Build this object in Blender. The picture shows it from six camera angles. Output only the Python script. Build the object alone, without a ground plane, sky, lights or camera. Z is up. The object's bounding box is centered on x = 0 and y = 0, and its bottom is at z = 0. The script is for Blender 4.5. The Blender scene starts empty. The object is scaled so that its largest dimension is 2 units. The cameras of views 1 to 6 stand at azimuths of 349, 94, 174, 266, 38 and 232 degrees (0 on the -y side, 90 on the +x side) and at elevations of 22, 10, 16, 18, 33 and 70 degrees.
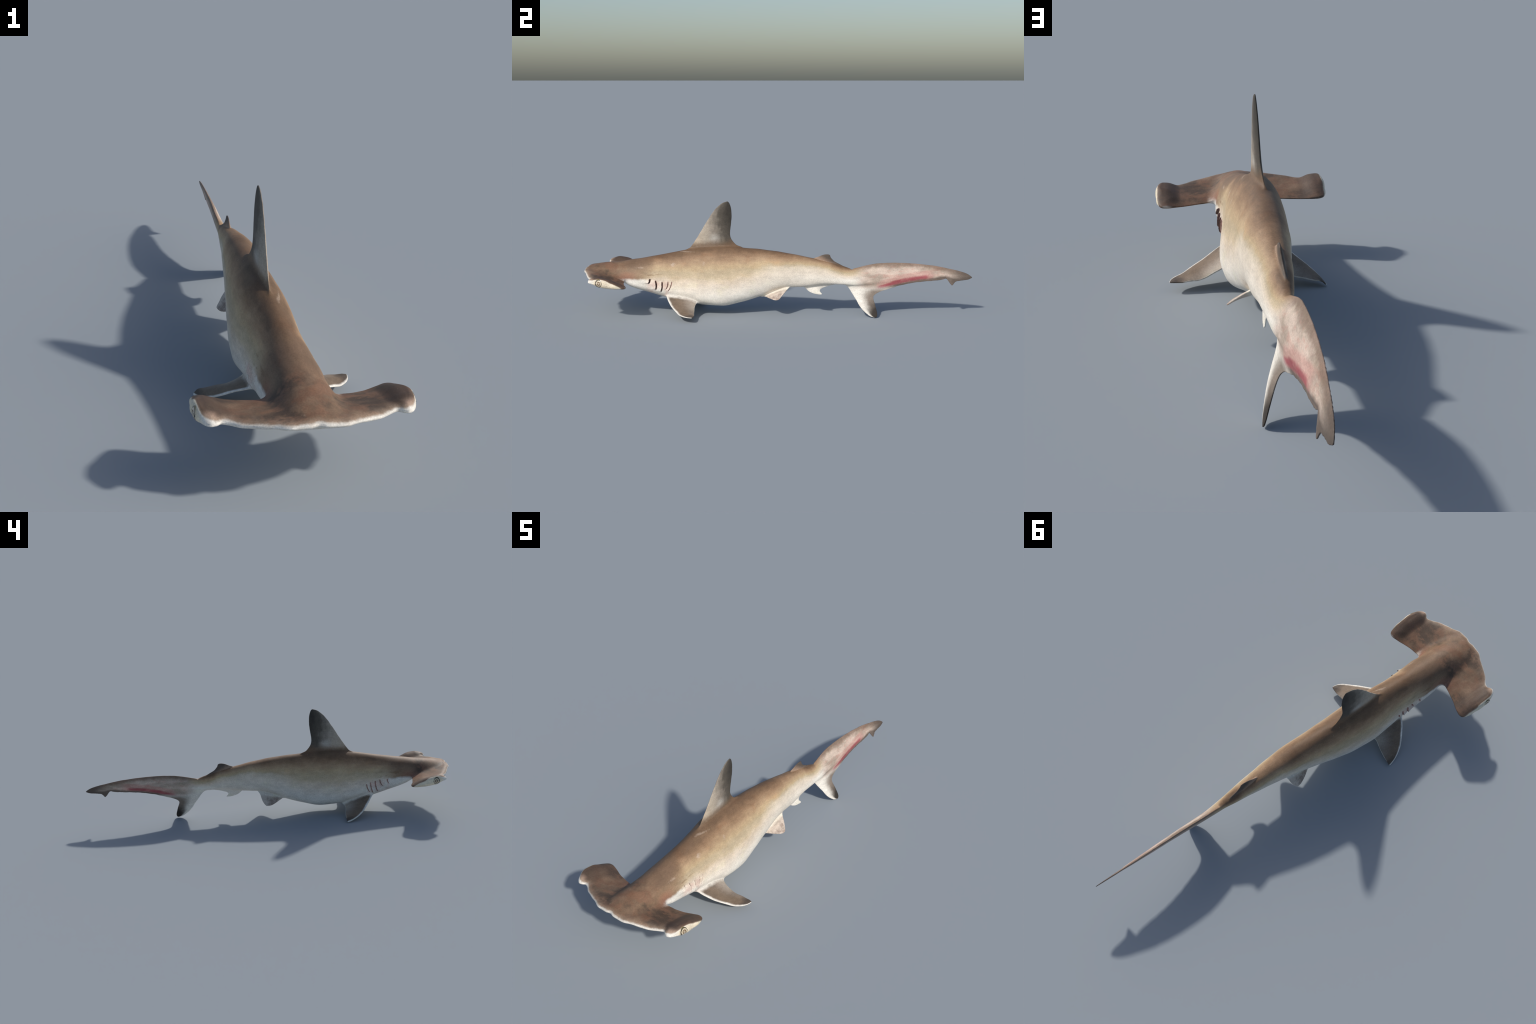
"""A scalloped hammerhead shark, modelled as one implicit skin (profiles + fin
outlines blended together), polygonised, and split into anatomical parts."""
import bpy, math
import numpy as np

VOX = 0.0021          # polygon size of the skin
BLK = 8               # cells per block when the skin is polygonised

# ----------------------------------------------------------------- helpers
def herm(x, ks, vs):
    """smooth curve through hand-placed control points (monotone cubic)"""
    ks = np.asarray(ks, float); vs = np.asarray(vs, float)
    d = np.diff(vs) / np.diff(ks)
    m = np.zeros_like(vs)
    m[0], m[-1] = d[0], d[-1]
    w1 = 2 * np.diff(ks)[1:] + np.diff(ks)[:-1]
    w2 = np.diff(ks)[1:] + 2 * np.diff(ks)[:-1]
    same = d[:-1] * d[1:] > 0
    with np.errstate(divide="ignore", invalid="ignore"):
        hm = (w1 + w2) / (w1 / d[:-1] + w2 / d[1:])
    m[1:-1] = np.where(same, hm, 0)
    x = np.clip(x, ks[0], ks[-1])
    i = np.clip(np.searchsorted(ks, x) - 1, 0, len(ks) - 2)
    h = ks[i + 1] - ks[i]
    t = (x - ks[i]) / h
    return ((2*t**3 - 3*t**2 + 1) * vs[i] + (t**3 - 2*t**2 + t) * h * m[i]
            + (3*t**2 - 2*t**3) * vs[i + 1] + (t**3 - t**2) * h * m[i + 1])

def sstep(x, a, b):
    t = np.clip((x - a) / (b - a), 0, 1)
    return t * t * (3 - 2 * t)

def smin(a, b, k):
    h = np.clip(0.5 + 0.5 * (b - a) / k, 0, 1)
    return b * (1 - h) + a * h - k * h * (1 - h)

def closed_curve(pts, n=7):
    """closed Catmull-Rom curve through outline control points"""
    p = np.asarray(pts, float)
    out = []
    for i in range(len(p)):
        a, b, c, d = p[i - 1], p[i], p[(i + 1) % len(p)], p[(i + 2) % len(p)]
        for t in np.arange(n) / n:
            out.append(0.5 * (2*b + (c - a)*t + (2*a - 5*b + 4*c - d)*t*t + (3*b - a - 3*c + d)*t**3))
    return np.array(out)

class Outline:
    """signed distance (positive inside) to a smooth closed outline, tabulated
    on a small plane grid computed from the outline curve"""
    def __init__(self, pts, step=0.002, pad=0.07, n=7):
        poly = closed_curve(pts, n)
        self.lo = poly.min(0) - pad
        self.step = step
        nu, nv = (np.ceil((poly.max(0) + pad - self.lo) / step).astype(int) + 1)
        U, V = np.meshgrid(self.lo[0] + step*np.arange(nu), self.lo[1] + step*np.arange(nv), indexing="ij")
        best = np.full(U.shape, 9.0); inside = np.zeros(U.shape, bool)
        for (ax, ay), (bx, by) in zip(poly, np.roll(poly, -1, 0)):
            dx, dy = bx - ax, by - ay
            t = np.clip(((U-ax)*dx + (V-ay)*dy) / (dx*dx + dy*dy + 1e-12), 0, 1)
            best = np.minimum(best, np.hypot(U-ax-t*dx, V-ay-t*dy))
            if ay != by:
                hit = ((ay > V) != (by > V)) & (U < (V-ay)*dx/dy + ax)
                inside ^= hit
        self.g = np.where(inside, best, -best)
    def __call__(self, u, v):
        a = (u - self.lo[0]) / self.step; b = (v - self.lo[1]) / self.step
        n, m = self.g.shape
        a = np.clip(a, 0, n - 1.001); b = np.clip(b, 0, m - 1.001)
        i, j = a.astype(int), b.astype(int); a = a - i; b = b - j
        g = self.g
        return (g[i, j]*(1-a)*(1-b) + g[i+1, j]*a*(1-b) + g[i, j+1]*(1-a)*b + g[i+1, j+1]*a*b)

def blade(d, t, h):
    """solid blade: d = in-plane depth inside the outline, t = offset from the
    mid surface, h = half thickness"""
    q = np.abs(t) - h
    return np.hypot(np.maximum(-d, 0), np.maximum(q, 0)) + np.minimum(np.maximum(-d, q), 0)

def wob(x, y, z, f, seed):
    """cheap smooth wobble in -1..1 made of crossed sine waves"""
    r = np.random.default_rng(seed)
    s = 0
    for _ in range(5):
        k = r.normal(size=3); k *= f / np.linalg.norm(k); p = r.uniform(0, 6.28)
        s = s + np.sin(k[0]*x + k[1]*y + k[2]*z + p)
    return s / 3.2

# ----------------------------------------------------------------- the trunk
TY = [-.965, -.93, -.88, -.83, -.79, -.76, -.72, -.64, -.56, -.48, -.38, -.28, -.18, -.08, .04, .16, .26, .34, .40, .46, .55, .65, .75, .86]
TW = [.040, .058, .070, .077, .081, .083, .087, .0855, .084, .089, .0985, .093, .0815, .0695, .0595, .0465, .0365, .0265, .0195, .0150, .0115, .0085, .0052, .0012]
TT = [.240, .255, .263, .268, .273, .278, .284, .2985, .314, .331, .349, .3535, .3445, .337, .3225, .301, .278, .2554, .2385, .238, .242, .243, .234, .216]
TB = [.215, .203, .193, .180, .160, .142, .1275, .1035, .080, .068, .048, .045, .065, .096, .1405, .150, .163, .1615, .159, .166, .178, .190, .199, .210]
TX = [0, 0, 0, .001, .001, .001, .000, -.003, -.0050, -.0065, -.0088, -.0085, -.0070, -.0045, .000, .004, .0045, .003, .0015, .000, .001, .002, .002, .002]
FRAC = .24            # height of the widest point of a cross-section

def twist(y):
    return .30 * sstep(y, -.05, .42) + .06 * sstep(y, -.52, -.34) * (1 - sstep(y, -.05, .25))

# gill slits: (y, z) upper end -> (y, z) lower end, opening
GILLS = {+1: [(-.652, .190, -.659, .168, 1.9), (-.622, .182, -.620, .136, 1.5), (-.588, .176, -.594, .124, 1.3),
              (-.557, .178, -.567, .138, .75), (-.537, .178, -.556, .128, .6)],
         -1: [(-.648, .186, -.656, .160, .8), (-.606, .185, -.621, .148, .9), (-.581, .180, -.592, .119, .9),
              (-.554, .173, -.568, .109, .8), (-.532, .165, -.548, .117, .7)]}

def gill_coords(side, y, z):
    for (ya, za, yb, zb, op) in GILLS[side]:
        u = (za - z) / (za - zb)
        bow = .004 * np.sin(np.clip(u, 0, 1) * math.pi)
        s = y - (ya + (yb - ya) * np.clip(u, -.3, 1.3)) - bow
        win = sstep(u, -.12, .18) * (1 - sstep(u, .82, 1.12))
        yield s, u, win, op

def f_trunk(x, y, z):
    w = herm(y, TY, TW); zt = herm(y, TY, TT); zb = herm(y, TY, TB)
    xc = herm(y, TY, TX) + twist(y) * (.205 - z)
    zw = zb + (FRAC + .24 * sstep(y, -.30, .04)) * (zt - zb)
    up = z > zw
    h = np.where(up, zt - zw, zw - zb)
    n = np.where(up, 1.86 + .28 * sstep(y, -.30, .02), 2.25 + .55 * sstep(y, -.52, -.25))
    dx = np.abs(x - xc); dz = np.abs(z - zw)
    rho = ((dx / w)**n + (dz / h)**n) ** (1 / n)
    r = np.hypot(dx, dz)
    f = r * (1 - 1 / np.maximum(rho, 1e-3))
    f = np.where(rho < .25, -np.minimum(w, h) * .75, f)
    # gill flaps: each swells backwards, then drops into its slit
    g = (y > -.72) & (y < -.50) & (z > .08) & (z < .22)
    if g.any():
        add = np.zeros(g.sum())
        xs, ys, zs = x[g], y[g], z[g]
        for side in (1, -1):
            acc = np.zeros_like(add)
            for s, u, win, op in gill_coords(side, ys, zs):
                rise = np.exp(np.minimum(s, 0) / .012) * .0052
                drop = np.exp(-np.maximum(s, 0) / .0055) * .0062
                k = sstep(s, -.0014, .0014)
                acc += win * op * (rise * (1 - k) - drop * k)
            add = np.where(xs * side > .02, acc, add)
        f = f.copy(); f[g] -= add
    # soft muscle dents and the lateral line fold
    f = f - .0011 * wob(x, y * .55, z, 38, 4) - .0005 * wob(x, y * .6, z, 110, 7)
    over = np.maximum(TY[0] - y, 0) + np.maximum(y - TY[-1], 0)
    return np.where(over > 0, np.hypot(np.maximum(f, 0), over), f)

# ----------------------------------------------------------------- the hammer
HALF = [(0, -.992), (.022, -.9985), (.050, -.9965), (.080, -.989), (.112, -.975), (.145, -.961), (.175, -.949),
        (.200, -.929), (.218, -.921), (.230, -.930), (.247, -.933), (.264, -.918), (.2775, -.888), (.2815, -.852),
        (.2795, -.812), (.2745, -.772), (.2655, -.748), (.245, -.741), (.215, -.749), (.180, -.762), (.145, -.772),
        (.110, -.778), (.06, -.79)]
PLAN = HALF + [(-a, b) for a, b in HALF[::-1] if a > 0]
hammer_plan = Outline(PLAN, n=5)
YF = ([0, .05, .08, .112, .145, .175, .20, .222, .247, .264, .285], [-.993, -.9965, -.989, -.975, -.961, -.949, -.93, -.922, -.933, -.918, -.87])
YR = ([0, .11, .18, .215, .245, .285], [-.78, -.778, -.762, -.749, -.741, -.75])

def hammer_mid(x, y):
    ax = np.abs(x)
    yf = herm(ax, *YF); yr = herm(ax, *YR)
    t = np.clip((y - yf) / (yr - yf), 0, 1)
    zf = herm(ax, [0, .08, .15, .21, .25, .29], [.231, .226, .2175, .212, .212, .212])
    zr = herm(ax, [0, .11, .18, .25, .29], [.19, .1845, .1815, .186, .188])
    return zf + (zr - zf) * t ** 1.1, t, ax

def f_hammer(x, y, z):
    x = x + .003
    z = z + .030 * x
    mid, t, ax = hammer_mid(x, y)
    # ragged, scalloped front margin
    d = hammer_plan(x, y) + .0014 * np.sin(x * 95 + 1.2) * (1 - sstep(t, 0, .15)) * sstep(.2 - ax, 0, .03)
    d = d + .0012 * wob(x, y, z * 0, 150, 21) - .002 * (1 - sstep(t, .0, .3))
    lobe = sstep(ax, .198, .250)
    R = (.030 + .060 * sstep(t, .35, 1)) * (1 - lobe) + lobe * (.020 + .016 * sstep(t, .5, 1))
    e = (.55 + .35 * sstep(t, .4, 1)) * (1 - lobe) + lobe * .5
    u = np.clip(d / R, 0, 1)
    prof = (1 - (1 - u)**2) ** e
    # bulbous eye lobe at each end, flat plate between
    topL = herm(y, [-.94, -.914, -.875, -.835, -.79, -.755, -.738], [.010, .020, .0305, .029, .0195, .009, .005])
    botL = herm(y, [-.935, -.905, -.87, -.80, -.75], [.002, .005, .015, .013, .008])
    top = .0125 * (1 - .35 * sstep(t, .2, .8)) * (1 - lobe) + topL * lobe
    bot = .0145 * (.6 + .4 * sstep(t, .05, .35)) * (1 - lobe) + botL * lobe
    hT = np.where(z > mid, top, bot) * prof + .0016
    f = blade(d, z - mid, hT)
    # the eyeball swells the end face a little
    dome = ((y + .872) / .0175)**2 + ((z - .2125) / .0185)**2
    f = f - .0028 * np.clip(1 - dome, 0, 1) ** .6 * sstep(ax, .25, .265)
    return f - .0007 * wob(x, y, z, 75, 9)

# ----------------------------------------------------------------- fins
def vertical_fin(pts, xmid, thick, R, edge=.6):
    o = Outline(pts)
    lo, hi = np.min(pts, 0), np.max(pts, 0)
    def f(x, y, z):
        d = o(y, z) + .0007 * wob(x * 0, y, z, 190, 31)
        u = np.clip(d / R, 0, 1)
        h = thick(y, z) * (1 - (1 - u)**2) ** edge + .0014
        return blade(d, x - xmid(y, z), h)
    f.box = (-.2, .2, lo[0], hi[0], lo[1], hi[1])
    return f

tail_x = lambda y, z: .003 + .003 * sstep(y, .45, .6) + (.185 - z) * .30 - .006 * np.exp(-((z - .13) / .04)**2)

DORSAL = [(-.462, .325), (-.449, .345), (-.425, .379), (-.399, .420), (-.357, .490), (-.3205, .543), (-.290, .5725), (-.265, .585), (-.252, .5865),
          (-.242, .571), (-.2345, .535), (-.2365, .478), (-.243, .428), (-.2395, .395), (-.217, .363), (-.186, .344), (-.20, .325), (-.30, .30), (-.40, .30)]
f_dorsal = vertical_fin(DORSAL, lambda y, z: -.0145 - .050 * (y + .33) + (z - .345) * .060,
                        lambda y, z: .0072 - .0034 * sstep(z, .38, .58), .060, .85)

DORSAL2 = [(.192, .292), (.210, .3015), (.232, .3105), (.258, .3165), (.273, .3125), (.2785, .298), (.296, .2795), (.337, .2555),
           (.325, .250), (.28, .255), (.22, .268)]
f_dorsal2 = vertical_fin(DORSAL2, lambda y, z: -.012 + (z - .26) * .09, lambda y, z: .0055 - .003 * sstep(z, .28, .315), .02, .8)

ANAL = [(.142, .152), (.155, .137), (.172, .1235), (.202, .113), (.226, .111), (.234, .114), (.2235, .127), (.2285, .139), (.261, .153),
        (.297, .164), (.27, .175), (.2, .178), (.155, .168)]
f_anal = vertical_fin(ANAL, lambda y, z: .005 + (.185 - z) * .30, lambda y, z: .0052 - .003 * sstep(z, .145, .112), .022, .8)

CAUDAL = [(.375, .232), (.388, .237), (.428, .250), (.489, .2645), (.551, .272), (.63, .2735), (.712, .2705), (.80, .262), (.874, .249), (.938, .236),
          (.979, .221), (.9985, .2065), (.990, .200), (.964, .192), (.922, .1865), (.911, .180), (.8985, .1645), (.887, .175),
          (.872, .195), (.862, .1985), (.848, .193), (.798, .1865), (.734, .1805), (.677, .171), (.618, .157), (.562, .1385),
          (.522, .124), (.5015, .109), (.4975, .095), (.505, .068), (.5125, .045), (.518, .015), (.514, .003), (.503, .0005),
          (.476, .010), (.447, .034), (.427, .0585), (.398, .104), (.376, .137), (.355, .163), (.34, .19)]
f_caudal = vertical_fin(CAUDAL, tail_x,
                        lambda y, z: herm(y, [.36, .45, .60, .75, .88, 1.0], [.011, .0105, .009, .0065, .0035, .0012]) * (.38 + .62 * sstep(z, .10, .20)), .045, 1.0)

def side_fin(side, plan, lead_y, lead_z, pitch, thick, R):
    """paired fin: plan outline in (|x|, y); the mid surface follows the height
    of the leading edge and pitches along the chord"""
    o = Outline(plan)
    P = np.array(plan); x0, x1 = P[:, 0].min(), P[:, 0].max()
    def mid(a, y):
        return herm(a, *lead_z) + herm(a, *pitch) * (y - herm(a, *lead_y))
    def f(x, y, z):
        a = x * side
        zm = mid(a, y)
        gx = (mid(a + .004, y) - mid(a - .004, y)) / .008
        gy = herm(a, *pitch)
        t = (z - zm) / np.sqrt(1 + gx*gx + gy*gy)
        d = o(a, y)
        u = np.clip(d / R, 0, 1)
        h = thick * (1 - .6 * np.clip((a - x0) / (x1 - x0), 0, 1)) * (1 - (1 - u)**2) ** .8 + .0014
        return blade(d, t, h)
    xs = sorted([side * x0, side * x1])
    f.box = (xs[0], xs[1], P[:, 1].min(), P[:, 1].max(), 0, .17)
    return f

PECT_L = [(.048, -.568), (.066, -.5655), (.085, -.5600), (.107, -.5495), (.140, -.530), (.179, -.502), (.2125, -.4735), (.2335, -.447), (.2415, -.4180), (.236, -.4075), (.205, -.4055),
          (.182, -.4075), (.157, -.4110), (.133, -.413), (.113, -.4145), (.094, -.4125), (.081, -.4070), (.071, -.4000), (.060, -.403), (.030, -.44), (.026, -.53)]
f_pect_l = side_fin(+1, PECT_L, ([.05, .066, .085, .107, .14, .178, .2085, .2405], [-.568, -.5655, -.56, -.5495, -.526, -.495, -.465, -.418]),
                    ([.04, .066, .105, .14, .175, .207, .241], [.108, .100, .0800, .0600, .0450, .0320, .0285]),
                    ([.05, .07, .10, .15, .20, .24], [-.13, -.14, -.185, -.21, -.07, 0]), .0088, .050)
PECT_R = [(.050, -.575), (.068, -.5695), (.087, -.5605), (.121, -.5395), (.157, -.512), (.185, -.4845), (.207, -.4500), (.2210, -.410), (.2165, -.3985), (.183, -.3980),
          (.156, -.4010), (.128, -.4060), (.102, -.4105), (.085, -.408), (.072, -.402), (.060, -.405), (.030, -.44), (.026, -.53)]
f_pect_r = side_fin(-1, PECT_R, ([.05, .068, .087, .121, .157, .185, .207, .221], [-.575, -.5695, -.5605, -.5395, -.512, -.4845, -.45, -.41]),
                    ([.04, .068, .087, .121, .157, .185, .207, .221], [.112, .104, .096, .0795, .0545, .0345, .0170, .0035]),
                    ([.05, .08, .121, .157, .185, .21], [-.25, -.30, -.35, -.26, -.18, 0]), .0088, .050)
PELV_L = [(.006, -.060), (.020, -.080), (.034, -.0585), (.061, -.0395), (.084, -.0210), (.0975, .000), (.0975, .017), (.076, .0375), (.055, .0535), (.036, .069), (.022, .066), (.008, .030)]
f_pelv_l = side_fin(+1, PELV_L, ([.02, .034, .061, .084, .098], [-.075, -.0585, -.0395, -.021, .004]),
                    ([.0, .034, .061, .084, .10], [.104, .0985, .0975, .0955, .0945]), ([.02, .05, .08, .10], [.44, .41, .34, .25]), .0055, .026)
PELV_R = [(.006, -.060), (.022, -.090), (.039, -.0690), (.051, -.0510), (.063, -.0330), (.073, -.0145), (.081, .003), (.0845, .021), (.078, .031), (.064, .043), (.044, .0510), (.030, .062), (.014, .06), (.006, .02)]
f_pelv_r = side_fin(-1, PELV_R, ([.02, .039, .051, .063, .073, .081, .085], [-.09, -.069, -.051, -.033, -.0145, .003, .02]),
                    ([.0, .039, .063, .08, .085], [.118, .1025, .0885, .0795, .0795]), ([.02, .045, .065, .085], [.34, .30, .25, .2]), .0055, .026)

FINS = [("dorsal_fin", f_dorsal, .011), ("rear_dorsal", f_dorsal2, .006), ("anal_fin", f_anal, .008), ("caudal_fin", f_caudal, .012),
        ("pectoral_l", f_pect_l, .016), ("pectoral_r", f_pect_r, .016), ("pelvic_l", f_pelv_l, .008), ("pelvic_r", f_pelv_r, .008)]
HBOX = (-.31, .31, -1.03, -.66, .1, .32)

def boxed(f, box, pad, x, y, z):
    m = ((x > box[0]-pad) & (x < box[1]+pad) & (y > box[2]-pad) & (y < box[3]+pad) & (z > box[4]-pad) & (z < box[5]+pad))
    out = np.full(x.shape, .08)
    if m.any():
        out[m] = f(x[m], y[m], z[m])
    return out

def skin(p, parts=False):
    x, y, z = p[:, 0], p[:, 1], p[:, 2]
    f0 = f_trunk(x, y, z)
    fh = boxed(f_hammer, HBOX, .06, x, y, z)
    f = smin(f0, fh, .034)
    fl = [f0, fh]
    for name, fn, k in FINS:
        g = boxed(fn, fn.box, .06, x, y, z)
        fl.append(g)
        f = smin(f, g, k)
    # pit where the tail fin starts
    f = f + .0045 * np.exp(-(((x + .010) / .012)**2 + ((y - .386) / .008)**2 + ((z - .24) / .012)**2))
    # mouth: a crescent under the head
    m = (z < .19) & (y < -.70) & (np.abs(x) < .08)
    if m.any():
        ym = -.800 + 5.0 * x[m]**2
        f = f.copy()
        f[m] += .005 * np.exp(-((y[m] - ym) / .005)**2) * (1 - sstep(np.abs(x[m]), .045, .065))
    return (f, np.array(fl)) if parts else f

def skin_chunks(p, n=400000):
    return np.concatenate([skin(p[i:i + n]) for i in range(0, len(p), n)])

# ----------------------------------------------------------------- polygonise
def polygonise():
    lo = np.array([-.32, -1.04, -.03]); hi = np.array([.32, 1.04, .63])
    bs = VOX * BLK
    nb = np.ceil((hi - lo) / bs).astype(int)
    I = np.stack(np.meshgrid(*[np.arange(n) for n in nb], indexing="ij"), -1).reshape(-1, 3)
    act = I[np.abs(skin_chunks(lo + (I + .5) * bs)) < bs * 2.6]
    n1 = BLK + 1
    L = np.stack(np.meshgrid(*[np.arange(n1)] * 3, indexing="ij"), -1).reshape(-1, 3)
    keys, verts, qa, qs = [], [], [], []
    M = np.array([1, 1 << 11, 1 << 22])
    ck = [np.array([(c >> 2) & 1, (c >> 1) & 1, c & 1]) for c in range(8)]
    edges = [(a, b) for a in range(8) for b in range(8) if a < b and np.abs(ck[a] - ck[b]).sum() == 1]
    for s in range(0, len(act), 500):
        A = act[s:s + 500]
        G = (A[:, None] * BLK + L[None]).reshape(-1, 3)
        F = skin(lo + G * VOX).reshape(-1, n1, n1, n1)
        S = F < 0
        c8 = [S[:, o[0]:o[0]+BLK, o[1]:o[1]+BLK, o[2]:o[2]+BLK] for o in ck]
        cnt = sum(c.astype(np.int8) for c in c8)
        b, i, j, k = np.nonzero((cnt > 0) & (cnt < 8))
        acc = np.zeros((len(b), 3)); wt = np.zeros(len(b))
        v8 = [F[b, i + o[0], j + o[1], k + o[2]] for o in ck]
        for p, q in edges:
            cr = (v8[p] < 0) != (v8[q] < 0)
            t = np.where(cr, v8[p] / np.where(cr, v8[p] - v8[q], 1), 0)
            acc += np.where(cr[:, None], ck[p] + t[:, None] * (ck[q] - ck[p]), 0); wt += cr
        base = A[b] * BLK + np.stack([i, j, k], 1)
        verts.append(lo + (base + acc / wt[:, None]) * VOX)
        keys.append(base @ M)
        for ax in range(3):
            e = np.eye(3, dtype=int)[ax]
            s0 = S[:, :BLK, :BLK, :BLK]; s1 = S[:, e[0]:e[0]+BLK, e[1]:e[1]+BLK, e[2]:e[2]+BLK]
            b, i, j, k = np.nonzero(s0 != s1)
            base = A[b] * BLK + np.stack([i, j, k], 1)
            u, v = np.eye(3, dtype=int)[(ax + 1) % 3], np.eye(3, dtype=int)[(ax + 2) % 3]
            q = np.stack([(base - u - v) @ M, (base - v) @ M, base @ M, (base - u) @ M], 1)
            flip = s1[b, i, j, k]
            q[flip] = q[flip][:, ::-1]
            qa.append(q)
    keys = np.concatenate(keys); verts = np.concatenate(verts); Q = np.concatenate(qa)
    keys, first = np.unique(keys, return_index=True); verts = verts[first]
    idx = np.clip(np.searchsorted(keys, Q), 0, len(keys) - 1)
    ok = (keys[idx] == Q).all(1)
    Q = idx[ok]
    return verts, Q

def gradient(p, h=.0012):
    g = np.stack([skin_chunks(p + h * e) - skin_chunks(p - h * e) for e in np.eye(3)], 1)
    return g / (2 * h)

V, Q = polygonise()
for _ in range(2):                       # settle the vertices on the skin
    g = gradient(V)
    l2 = np.maximum((g * g).sum(1), .05)
    step = -(skin_chunks(V) / l2)[:, None] * g
    ln = np.linalg.norm(step, axis=1, keepdims=True)
    V = V + step * np.minimum(1, VOX * .5 / np.maximum(ln, 1e-9))
N = gradient(V)
N /= np.maximum(np.linalg.norm(N, axis=1, keepdims=True), 1e-9)
# fit the frame exactly
ylo, yhi = V[:, 1].min(), V[:, 1].max()
ed = np.sort(np.concatenate([Q[:, [0, 1]], Q[:, [1, 2]], Q[:, [2, 3]], Q[:, [3, 0]]]), 1)
_, ec = np.unique(ed[:, 0].astype(np.int64) * len(V) + ed[:, 1], return_counts=True)
print("open edges", (ec == 1).sum())
print("skin", len(V), len(Q), V.min(0), V.max(0))
V[:, 2] -= V[:, 2].min()
S_FIT = 2.0 / (yhi - ylo)
V[:, 1] = (V[:, 1] - (yhi + ylo) / 2) * S_FIT

# ----------------------------------------------------------------- materials
class Nodes:
    def __init__(self, name):
        self.m = bpy.data.materials.new(name); self.m.use_nodes = True
        self.t = self.m.node_tree; self.t.nodes.clear()
        self.out = self.n("ShaderNodeOutputMaterial")
        self.b = self.n("ShaderNodeBsdfPrincipled")
        self.t.links.new(self.b.outputs[0], self.out.inputs[0])
        self.co = self.n("ShaderNodeTexCoord").outputs["Object"]
        s = self.n("ShaderNodeSeparateXYZ"); self.link(self.co, s.inputs[0])
        self.x, self.y, self.z = s.outputs
        self.ax = self.math("ABSOLUTE", self.x)
    def n(self, kind, **kw):
        nd = self.t.nodes.new(kind)
        for k, v in kw.items(): setattr(nd, k, v)
        return nd
    def link(self, a, b): self.t.links.new(a, b)
    def put(self, sock, v):
        if isinstance(v, bpy.types.NodeSocket): self.link(v, sock)
        elif isinstance(v, tuple): sock.default_value = (*v, 1) if len(v) == 3 and len(sock.default_value) == 4 else v
        else: sock.default_value = v
    def math(self, op, a, b=0.0, c=None, clamp=False):
        nd = self.n("ShaderNodeMath", operation=op, use_clamp=clamp)
        self.put(nd.inputs[0], a); self.put(nd.inputs[1], b)
        if c is not None: self.put(nd.inputs[2], c)
        return nd.outputs[0]
    def add(self, a, b): return self.math("ADD", a, b)
    def sub(self, a, b): return self.math("SUBTRACT", a, b)
    def mul(self, *v):
        r = v[0]
        for w in v[1:]: r = self.math("MULTIPLY", r, w)
        return r
    def step(self, v, a, b):
        """smooth 0..1 as v goes a..b"""
        nd = self.n("ShaderNodeMapRange", interpolation_type="SMOOTHSTEP")
        self.put(nd.inputs["Value"], v)
        if a < b: nd.inputs[1].default_value, nd.inputs[2].default_value = a, b
        else:
            nd.inputs[1].default_value, nd.inputs[2].default_value = b, a
            nd.inputs[3].default_value, nd.inputs[4].default_value = 1, 0
        return nd.outputs[0]
    def band(self, v, a, b, soft):
        return self.mul(self.step(v, a - soft, a + soft), self.step(v, b + soft, b - soft))
    def curve(self, v, pts):
        """float curve through control points (x, value)"""
        xs = [p[0] for p in pts]; ys = [p[1] for p in pts]
        x0, x1, y0, y1 = min(xs), max(xs), min(ys), max(ys)
        nd = self.n("ShaderNodeFloatCurve")
        self.put(nd.inputs["Value"], self.math("DIVIDE", self.sub(v, x0), x1 - x0, clamp=True))
        c = nd.mapping.curves[0]
        P = [((a - x0) / (x1 - x0), (b - y0) / (y1 - y0 + 1e-9)) for a, b in pts]
        c.points[0].location = P[0]; c.points[1].location = P[-1]
        for p in P[1:-1]: c.points.new(*p)
        nd.mapping.update()
        return self.add(self.mul(nd.outputs[0], y1 - y0), y0)
    def noise(self, scale, detail=3, rough=.55, stretch=(1, 1, 1), off=0.0):
        mp = self.n("ShaderNodeMapping"); self.link(self.co, mp.inputs[0])
        mp.inputs["Scale"].default_value = stretch; mp.inputs["Location"].default_value = (off, off * .7, -off)
        nd = self.n("ShaderNodeTexNoise"); self.link(mp.outputs[0], nd.inputs["Vector"])
        nd.inputs["Scale"].default_value = scale; nd.inputs["Detail"].default_value = detail; nd.inputs["Roughness"].default_value = rough
        return nd.outputs["Fac"]
    def mix(self, fac, a, b, mode="MIX"):
        nd = self.n("ShaderNodeMix", data_type="RGBA", blend_type=mode)
        self.put(nd.inputs[0], fac); self.put(nd.inputs[6], a); self.put(nd.inputs[7], b)
        return nd.outputs[2]
    def ramp(self, v, stops):
        nd = self.n("ShaderNodeValToRGB"); self.put(nd.inputs[0], v)
        e = nd.color_ramp.elements
        e[0].position, e[0].color = stops[0][0], (*stops[0][1], 1)
        e[1].position, e[1].color = stops[-1][0], (*stops[-1][1], 1)
        for p, c in stops[1:-1]:
            q = e.new(p); q.color = (*c, 1)
        return nd.outputs[0]

def srgb(r, g, b):
    return tuple(((c / 255 + .055) / 1.055) ** 2.4 if c > 10 else c / 3294 for c in (r, g, b))

WHITE = srgb(232, 227, 217); CREAM = srgb(226, 213, 196); TAN = srgb(192, 173, 141); BROWN = srgb(150, 121, 93)
RED = srgb(160, 72, 84)

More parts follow.
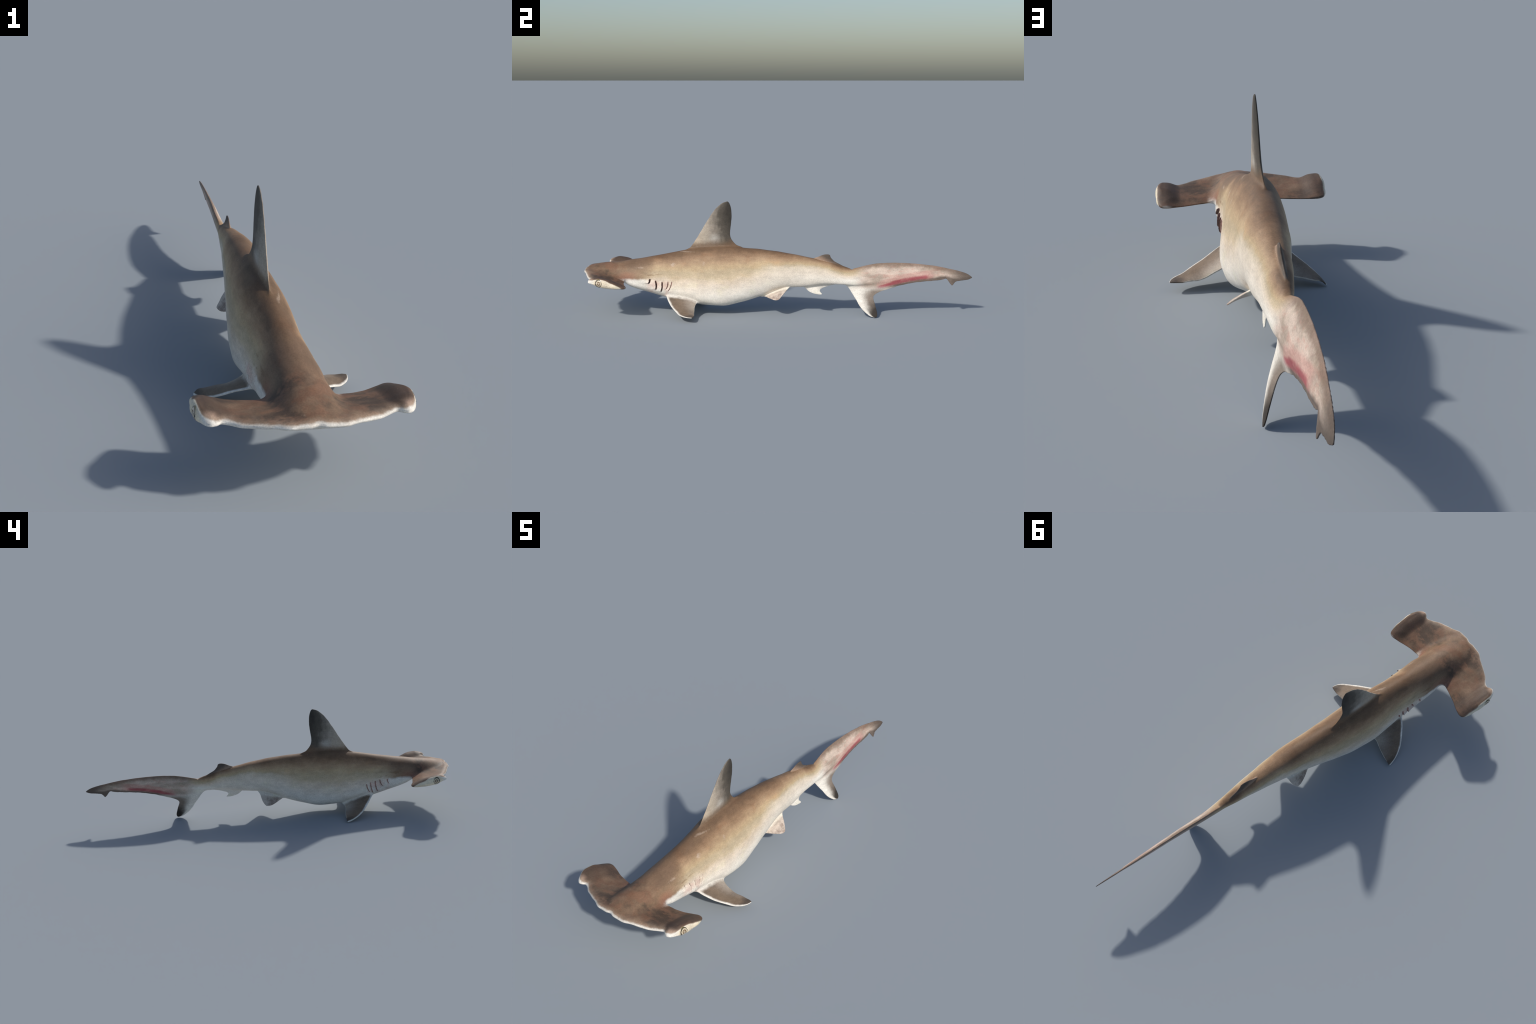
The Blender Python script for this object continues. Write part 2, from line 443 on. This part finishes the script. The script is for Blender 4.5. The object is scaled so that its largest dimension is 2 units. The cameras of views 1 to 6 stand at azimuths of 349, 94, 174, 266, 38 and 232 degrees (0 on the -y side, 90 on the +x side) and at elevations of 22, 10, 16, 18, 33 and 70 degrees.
def skin_material(name, fin=None):
    n = Nodes(name)
    x, y, z, ax = n.x, n.y, n.z, n.ax
    big = n.noise(9, 4, .6, off=2.1)
    med = n.noise(34, 4, .6, off=5.0)
    fine = n.noise(230, 3, .6, off=1.0)
    streak = n.noise(60, 4, .6, stretch=(1, .16, 1), off=3.3)
    bigc = n.sub(big, .5); medc = n.sub(med, .5); finec = n.sub(fine, .5); strc = n.sub(streak, .5)
    # countershading: height above the belly as a share of the trunk's depth
    zt = n.curve(y, [(-1, .25), (-.8, .272), (-.56, .314), (-.36, .350), (-.18, .3445), (.04, .3225), (.26, .278), (.4, .24), (.6, .27), (.8, .26), (1, .21)])
    zb = n.curve(y, [(-1, .205), (-.8, .165), (-.64, .1035), (-.5, .07), (-.33, .045), (-.18, .065), (.04, .14), (.26, .163), (.4, .16), (.55, .13), (.7, .17), (1, .2)])
    s = n.math("DIVIDE", n.sub(n.add(z, n.mul(n.sub(ax, .05), .0)), zb), n.sub(zt, zb))
    s = n.add(s, n.add(n.mul(bigc, .16), n.mul(medc, .10)))
    s = n.add(s, n.mul(strc, .08))
    # the colour edge sits lower and sharper on the head and neck, higher towards the tail
    lift = n.curve(y, [(-1, -.10), (-.72, -.06), (-.60, -.04), (-.5, -.06), (-.3, -.04), (-.1, -.01), (.2, .06), (.36, .09), (.5, .3), (1, .3)])
    s = n.sub(s, lift)
    base = n.ramp(s, [(.0, WHITE), (.22, WHITE), (.38, srgb(229, 217, 201)), (.48, srgb(219, 203, 182)), (.56, srgb(204, 186, 158)), (.65, srgb(190, 172, 143)),
                      (.73, srgb(187, 164, 131)), (.81, srgb(174, 147, 117)), (.90, srgb(146, 118, 92)), (.97, srgb(122, 97, 75)), (1, srgb(114, 91, 71))])
    wedge = n.mul(n.band(n.add(y, n.mul(bigc, .1)), -.08, .30, .09), n.step(s, .72, .54), .6)
    base = n.mix(wedge, base, srgb(227, 217, 202))
    # head: brown cap over a white underside
    yf = n.curve(ax, [(0, -.993), (.05, -.9965), (.112, -.975), (.175, -.949), (.222, -.922), (.247, -.933), (.285, -.88)])
    t = n.math("DIVIDE", n.sub(y, yf), n.sub(-.76, yf), clamp=True)
    zf = n.curve(ax, [(0, .238), (.08, .232), (.15, .224), (.21, .219), (.245, .226), (.272, .236), (.29, .242)])
    zr = n.curve(ax, [(0, .182), (.11, .174), (.18, .175), (.25, .180), (.29, .186)])
    zl = n.add(n.mul(zf, n.sub(1, t)), n.mul(zr, t))
    zend = n.curve(y, [(-.935, .232), (-.905, .2405), (-.87, .2415), (-.837, .234), (-.816, .219), (-.785, .206), (-.745, .188)])
    endf = n.step(ax, .262, .277)
    zl = n.add(n.mul(zl, n.sub(1, endf)), n.mul(zend, endf))
    edge = n.add(n.sub(n.add(z, n.mul(x, .03)), zl), n.mul(medc, .010))
    cap = n.step(edge, -.0045, .0035)
    rim = n.mul(n.step(edge, .012, .001), n.step(t, .35, .1))
    hammer = n.math("MAXIMUM", n.step(y, -.80, -.835), n.mul(n.step(y, -.735, -.75), n.step(ax, .095, .115)))
    headcol = n.mix(n.step(big, .35, .68), srgb(88, 73, 61), srgb(138, 112, 90))
    headcol = n.mix(n.step(n.noise(26, 5, .65, stretch=(.7, 1, 1), off=9), .44, .62), headcol, srgb(128, 98, 78))
    headcol = n.mix(n.mul(n.step(ax, .15, .25), .55), headcol, srgb(92, 76, 66))
    lobe_dark = n.mul(n.band(ax, .205, .262, .018), n.band(y, -.93, -.76, .03))
    headcol = n.mix(n.mul(lobe_dark, .6), headcol, srgb(80, 68, 60))
    neckline = n.step(n.add(z, n.mul(medc, .02)), .180, .196)
    neck = n.step(y, -.60, -.72)
    neckcol = n.mix(neckline, WHITE, n.mix(n.step(s, .55, .95), srgb(154, 129, 104), srgb(120, 97, 78)))
    base = n.mix(neck, base, neckcol)
    base = n.mix(n.step(y, -.76, -.84), base, n.mix(neckline, WHITE, headcol))
    knob = n.mul(n.step(ax, .222, .245), n.step(y, -.895, -.925), .75)
    headcol = n.mix(knob, headcol, srgb(186, 158, 138))
    headcol = n.mix(n.mul(endf, n.step(edge, .014, .0), .6), headcol, srgb(176, 152, 128))
    base = n.mix(hammer, base, n.mix(cap, n.mix(endf, WHITE, srgb(232, 219, 194)), n.mix(n.mul(rim, .55), headcol, srgb(168, 148, 128))))
    # reddened skin where the hammer joins the neck
    blush = n.mul(n.band(y, -.80, -.735, .03), n.band(ax, .075, .13, .02), n.band(z, .188, .225, .012))
    base = n.mix(n.mul(blush, .65), base, srgb(148, 92, 78))
    # pink gill field
    gills = n.mul(n.band(y, -.665, -.545, .02), n.band(z, .10, .178, .015))
    base = n.mix(n.mul(gills, n.step(med, .35, .65), .55), base, srgb(216, 182, 170))
    # dark skin folds fanning back from the corner of the head
    fold = n.noise(85, 2, .5, stretch=(.3, .22, 1), off=1.7)
    foldm = n.mul(n.band(y, -.73, -.60, .03), n.band(z, .192, .228, .012), n.step(n.add(fold, n.mul(medc, .2)), .5, .62))
    base = n.mix(n.mul(foldm, .5), base, srgb(126, 98, 70))
    # pale scars and blotches on the back
    scar = n.mul(n.step(n.noise(15, 5, .7, off=12.5), .66, .73), n.step(s, .5, .7))
    base = n.mix(n.mul(scar, .5), base, srgb(200, 182, 164))
    for (cy, cz, ry, rz, amt) in ((-.535, .262, .016, .013, .75), (-.475, .325, .05, .004, .4), (-.375, .272, .010, .012, .5), (-.40, .215, .008, .015, .35), (-.70, .245, .02, .008, .45)):
        e = n.math("SQRT", n.add(n.math("POWER", n.math("ABSOLUTE", n.math("DIVIDE", n.sub(y, cy), ry)), 2.0), n.math("POWER", n.math("ABSOLUTE", n.math("DIVIDE", n.sub(z, cz), rz)), 2.0)))
        base = n.mix(n.mul(n.step(n.add(e, n.mul(n.sub(n.noise(90, 3, .7, off=cy), .5), 2.4)), 1.0, .3), n.step(x, .0, .01), amt * .7), base, srgb(206, 186, 168))
    # tail: grey-pink blade, dark rims, raw red streak under the upper lobe
    tail = n.step(y, .38, .47)
    topz = n.curve(y, [(.375, .232), (.43, .249), (.49, .262), (.55, .2695), (.63, .271), (.712, .268), (.8, .259), (.874, .246), (.938, .2335), (1, .2065)])
    lowz = n.curve(y, [(.45, .08), (.50, .108), (.522, .124), (.562, .1385), (.618, .157), (.677, .171), (.734, .1805), (.8, .1865), (.86, .196), (.93, .187), (1, .204)])
    tailcol = n.mix(n.step(n.noise(26, 4, .6, stretch=(1, .35, 1), off=4.4), .38, .66), srgb(172, 156, 142), srgb(206, 188, 174))
    tailcol = n.mix(n.mul(n.step(n.noise(48, 4, .65, stretch=(1, .4, 1), off=7.7), .50, .66), .45), tailcol, srgb(192, 146, 132))
    tailcol = n.mix(n.mul(n.step(n.add(n.sub(topz, z), n.mul(medc, .03)), .026, .002), .8), tailcol, srgb(120, 98, 84))
    dlow = n.add(n.sub(z, lowz), n.mul(strc, .020))
    tailcol = n.mix(n.mul(n.band(dlow, .008, .055, .008), n.band(y, .52, .80, .03), .45), tailcol, srgb(198, 138, 130))
    tailcol = n.mix(n.mul(n.step(n.add(n.sub(z, lowz), n.mul(medc, .014)), .020, .006), n.step(y, .47, .52), .9), tailcol, srgb(100, 88, 80))
    tailcol = n.mix(n.mul(n.band(dlow, .0125, .0315, .0065), n.band(n.add(y, n.mul(medc, .08)), .505, .78, .025), n.step(n.noise(40, 3, .6, stretch=(1, .4, 1), off=3.1), .05, .45), .85), tailcol, srgb(156, 66, 78))
    tailcol = n.mix(n.mul(n.step(n.add(y, n.mul(medc, .10)), .84, .965), .85), tailcol, srgb(86, 77, 70))
    # lower lobe: white leading edge, black tip
    lead = n.curve(z, [(.0, .503), (.010, .476), (.034, .447), (.0585, .427), (.104, .398), (.137, .376), (.163, .355)])
    trail = n.curve(z, [(0, .516), (.015, .518), (.045, .5125), (.068, .505), (.095, .4975), (.12, .515), (.16, .60)])
    q = n.math("DIVIDE", n.sub(y, lead), n.sub(trail, lead))
    low = n.mul(n.step(z, .155, .125), n.step(y, .35, .37))
    lowcol = n.mix(n.step(n.add(q, n.mul(medc, .3)), .25, .80), WHITE, srgb(136, 124, 113))
    lowcol = n.mix(n.mul(n.step(n.add(n.sub(n.mul(q, .05), z), n.mul(medc, .02)), -.052, .010), n.step(q, .15, .45)), lowcol, srgb(56, 50, 45))
    base = n.mix(n.mul(tail, n.step(z, .125, .165)), base, tailcol)
    base = n.mix(n.mul(low, n.step(y, .62, .52)), base, lowcol)
    rough = .58
    if fin == "dorsal":
        u = n.math("DIVIDE", n.sub(z, .345), .24)
        lead = n.curve(z, [(.325, -.462), (.379, -.425), (.42, -.399), (.49, -.357), (.543, -.3205), (.5725, -.29), (.587, -.258)])
        c = n.math("DIVIDE", n.sub(y, lead), n.sub(-.235, lead))
        g = n.add(n.add(n.add(n.mul(u, .50), n.mul(c, .55)), .13), n.add(n.mul(medc, .22), n.mul(n.sub(n.noise(50, 3, .6, stretch=(1, 1, .25), off=8), .5), .16)))
        col = n.ramp(g, [(.0, srgb(194, 176, 152)), (.34, srgb(186, 174, 158)), (.52, srgb(150, 141, 130)), (.69, srgb(92, 86, 78)), (.95, srgb(62, 58, 53))])
        pale = n.mul(n.band(z, .375, .41, .018), n.band(y, -.345, -.305, .02))
        col = n.mix(n.mul(pale, .6), col, srgb(196, 192, 184))
        base = n.mix(n.step(n.add(n.sub(z, n.mul(n.sub(y, -.33), .06)), n.mul(medc, .03)), .345, .395), base, col)
    elif fin == "rear_dorsal":
        g = n.step(n.add(n.add(n.sub(z, .262), n.mul(n.sub(y, .24), .55)), n.mul(medc, .012)), .018, .050)
        base = n.mix(g, n.mix(.5, base, srgb(190, 164, 144)), srgb(92, 82, 74))
    elif fin in ("pectoral", "pectoral_far"):
        far = fin == "pectoral_far"
        lead = n.curve(ax, [(.06, -.572), (.087, -.5605), (.121, -.5395), (.157, -.512), (.185, -.4845), (.207, -.45), (.221, -.40)] if far else
                       [(.06, -.567), (.085, -.560), (.107, -.5495), (.14, -.530), (.179, -.502), (.2125, -.4735), (.2335, -.447), (.2415, -.405)])
        dl = n.add(n.sub(y, lead), n.mul(medc, .010))
        trail = n.curve(ax, [(.06, -.402), (.085, -.408), (.102, -.4105), (.128, -.406), (.156, -.401), (.183, -.398), (.221, -.396)] if far else
                        [(.06, -.400), (.094, -.4115), (.113, -.4145), (.133, -.413), (.157, -.4105), (.182, -.407), (.205, -.4045), (.241, -.400)])
        dt = n.sub(trail, y)
        col = n.mix(n.step(n.add(n.math("DIVIDE", dl, .13), n.mul(strc, .5)), .25, .95), srgb(126, 109, 92), srgb(152, 140, 128))
        col = n.mix(n.step(big, .5, .75), col, srgb(104, 93, 83))
        col = n.mix(n.mul(n.step(y, -.47, -.42), n.step(ax, .16, .09), .8), col, srgb(178, 166, 152))
        col = n.mix(n.mul(n.step(ax, .19 if far else .205, .212 if far else .228), .85), col, srgb(84, 75, 68))
        col = n.mix(n.mul(n.step(dl, .011, .002), .75), col, WHITE)
        col = n.mix(n.step(dl, .004, .002), col, WHITE)
        col = n.mix(n.mul(n.step(dt, .0050, .0020), n.step(ax, .205, .195)), col, srgb(206, 200, 190))
        base = n.mix(n.step(n.add(ax, n.mul(medc, .02)), .070, .092), base, col)
    elif fin == "pelvic":
        col = n.mix(n.mul(n.step(n.noise(28, 3, .6, off=6), .42, .65), .8), srgb(206, 192, 178), srgb(146, 126, 115))
        base = n.mix(n.step(n.add(ax, n.mul(n.sub(.14, z), .35)), .046, .060), base, col)
    elif fin == "anal":
        base = n.mix(.85, base, WHITE)
    # mottling (olive and reddish clouds, streaks along the body) and fine denticle grain
    brownish = n.mul(n.step(s, .35, .75), .3 if fin in ("dorsal", "pectoral", "pectoral_far") else 1.0)
    hue = n.noise(17, 5, .65, stretch=(1, .6, 1), off=14.0)
    base = n.mix(n.mul(n.step(hue, .52, .72), brownish, .50), base, n.mix(1.0, base, (1.05, .90, .80), "MULTIPLY"))
    base = n.mix(n.mul(n.step(hue, .48, .30), .45), base, n.mix(1.0, base, (.93, .97, .86), "MULTIPLY"))
    cloud = n.noise(30, 6, .7, stretch=(1, .55, 1), off=21.0)
    base = n.mix(n.step(cloud, .28, .72), n.mix(1.0, base, (.86, .855, .85), "MULTIPLY"), n.mix(1.0, base, (1.09, 1.09, 1.085), "MULTIPLY"))
    scratch = n.noise(120, 4, .7, stretch=(1, .12, 1), off=17.0)
    base = n.mix(n.step(scratch, .30, .70), n.mix(1.0, base, (.96, .96, .96), "MULTIPLY"), n.mix(1.0, base, (1.03, 1.03, 1.03), "MULTIPLY"))
    base = n.mix(n.step(fine, .25, .75), n.mix(1.0, base, (.86, .86, .86), "MULTIPLY"), n.mix(1.0, base, (1.10, 1.10, 1.10), "MULTIPLY"))
    speck = n.step(n.noise(150, 2, .5, off=31.0), .70, .76)
    base = n.mix(n.mul(speck, .18), base, srgb(150, 118, 98))
    n.link(base, n.b.inputs["Base Color"])
    n.b.inputs["Roughness"].default_value = rough
    n.b.inputs["Specular IOR Level"].default_value = .25
    bp = n.n("ShaderNodeBump"); bp.inputs["Strength"].default_value = .25; bp.inputs["Distance"].default_value = .001
    n.link(n.add(n.mul(fine, .6), med), bp.inputs["Height"]); n.link(bp.outputs[0], n.b.inputs["Normal"])
    return n.m

SKIN = {k: skin_material("shark_skin" + ("_" + k if k else ""), k or None) for k in ("", "dorsal", "rear_dorsal", "pectoral", "pectoral_far", "pelvic", "anal")}

def gill_material(name, deep, pale):
    n = Nodes(name)
    c = n.mix(n.step(n.noise(70, 3, .6), .38, .62), deep, pale)
    n.link(c, n.b.inputs["Base Color"]); n.b.inputs["Roughness"].default_value = .5
    return n.m

def eye_material():
    n = Nodes("eye_rings")
    ey = n.math("DIVIDE", n.sub(n.y, -.872), .93)
    ez = n.sub(n.add(n.z, n.mul(n.add(n.x, .003), .03)), .2125)
    r = n.math("SQRT", n.add(n.mul(ey, ey), n.mul(ez, ez)))
    r = n.add(r, n.mul(n.sub(n.noise(300, 2), .5), .0012))
    r = n.math("DIVIDE", r, .0208)
    PALE = srgb(218, 204, 176); RING = srgb(44, 38, 32); IRIS = srgb(150, 128, 98)
    c = n.ramp(r, [(0, srgb(170, 158, 140)), (.20, srgb(176, 162, 140)), (.29, srgb(118, 92, 64)), (.42, srgb(100, 78, 54)), (.50, PALE), (.68, srgb(190, 176, 150)),
                   (.78, RING), (.92, RING), (1, PALE)])
    c = n.mix(n.mul(n.step(ez, .014, .020), .8), c, srgb(112, 100, 50))
    n.link(c, n.b.inputs["Base Color"]); n.b.inputs["Roughness"].default_value = .25
    n.b.inputs["Coat Weight"].default_value = .4
    return n.m

# ----------------------------------------------------------------- split into parts
C = V[Q].mean(1)
Cq = C.copy()
Cq[:, 1] = Cq[:, 1] / S_FIT + (yhi + ylo) / 2
_, FL = skin(Cq, True)
lab = np.argmin(FL, 0)               # 0 trunk, 1 hammer, 2.. fins
names = ["torso", "head"] + [f[0] for f in FINS] + ["tail", "gill_slit"]
lab[(lab == 0) & (C[:, 1] < -.70)] = 1
lab[(lab == 0) & (C[:, 1] > .20)] = 10
lab[(lab == 10) & (C[:, 1] > .44)] = 5
slit_no = np.full(len(C), -1)
for side in (1, -1):
    for k, (s, u, win, op) in enumerate(gill_coords(side, Cq[:, 1], Cq[:, 2])):
        m = (lab == 0) & (C[:, 0] * side > .03) & (s > -.0022) & (s < .0016 + .0018 * op) & (win > .45)
        lab[m] = 11; slit_no[m] = k + (0 if side > 0 else 5)

EYE = (-.872, .2125)      # on the untilted hammer
eye_r = np.hypot((Cq[:, 1] - EYE[0]) / .93, Cq[:, 2] + .03 * (Cq[:, 0] + .003) - EYE[1])
lab[(lab == 1) & (np.abs(C[:, 0]) > .258) & (eye_r < .0208)] = 12

root = bpy.data.objects.new("hammerhead_shark", None)
root.empty_display_size = .2
bpy.context.scene.collection.objects.link(root)
root["label"] = "brown hammerhead shark with pale belly and tall dorsal fin"
root["category"] = "shark"

def add_part(name, mask, mat, parent=root):
    q = Q[mask]
    used, inv = np.unique(q, return_inverse=True)
    me = bpy.data.meshes.new(name)
    me.from_pydata(V[used].tolist(), [], inv.reshape(-1, 4).tolist())
    me.polygons.foreach_set("use_smooth", np.ones(len(q), bool))
    me.materials.append(mat)
    me.update()
    me.normals_split_custom_set_from_vertices(N[used].tolist())
    ob = bpy.data.objects.new(name, me)
    bpy.context.scene.collection.objects.link(ob)
    ob.parent = parent
    return ob

torso = add_part("torso", lab == 0, SKIN[""])
head = add_part("head", lab == 1, SKIN[""])
add_part("tail", lab == 10, SKIN[""])
add_part("dorsal_fin", lab == 2, SKIN["dorsal"])
add_part("dorsal_fin", lab == 3, SKIN["rear_dorsal"])
add_part("anal_fin", lab == 4, SKIN["anal"])
add_part("caudal_fin", lab == 5, SKIN[""])
add_part("pectoral_fin", lab == 6, SKIN["pectoral"])
add_part("pectoral_fin", lab == 7, SKIN["pectoral_far"])
add_part("pelvic_fin", lab == 8, SKIN["pelvic"])
add_part("pelvic_fin", lab == 9, SKIN["pelvic"])
gill_open = gill_material("gill_opening", srgb(78, 56, 50), srgb(112, 78, 70))
gill_fold = gill_material("gill_fold", srgb(150, 118, 108), srgb(188, 146, 134))
for k in range(10):
    if ((lab == 11) & (slit_no == k)).any():
        add_part("gill_slit", (lab == 11) & (slit_no == k), gill_open if k < 3 else gill_fold, torso)

em = eye_material()
add_part("eye", (lab == 12) & (C[:, 0] > 0), em, head)
add_part("eye", (lab == 12) & (C[:, 0] < 0), em, head)
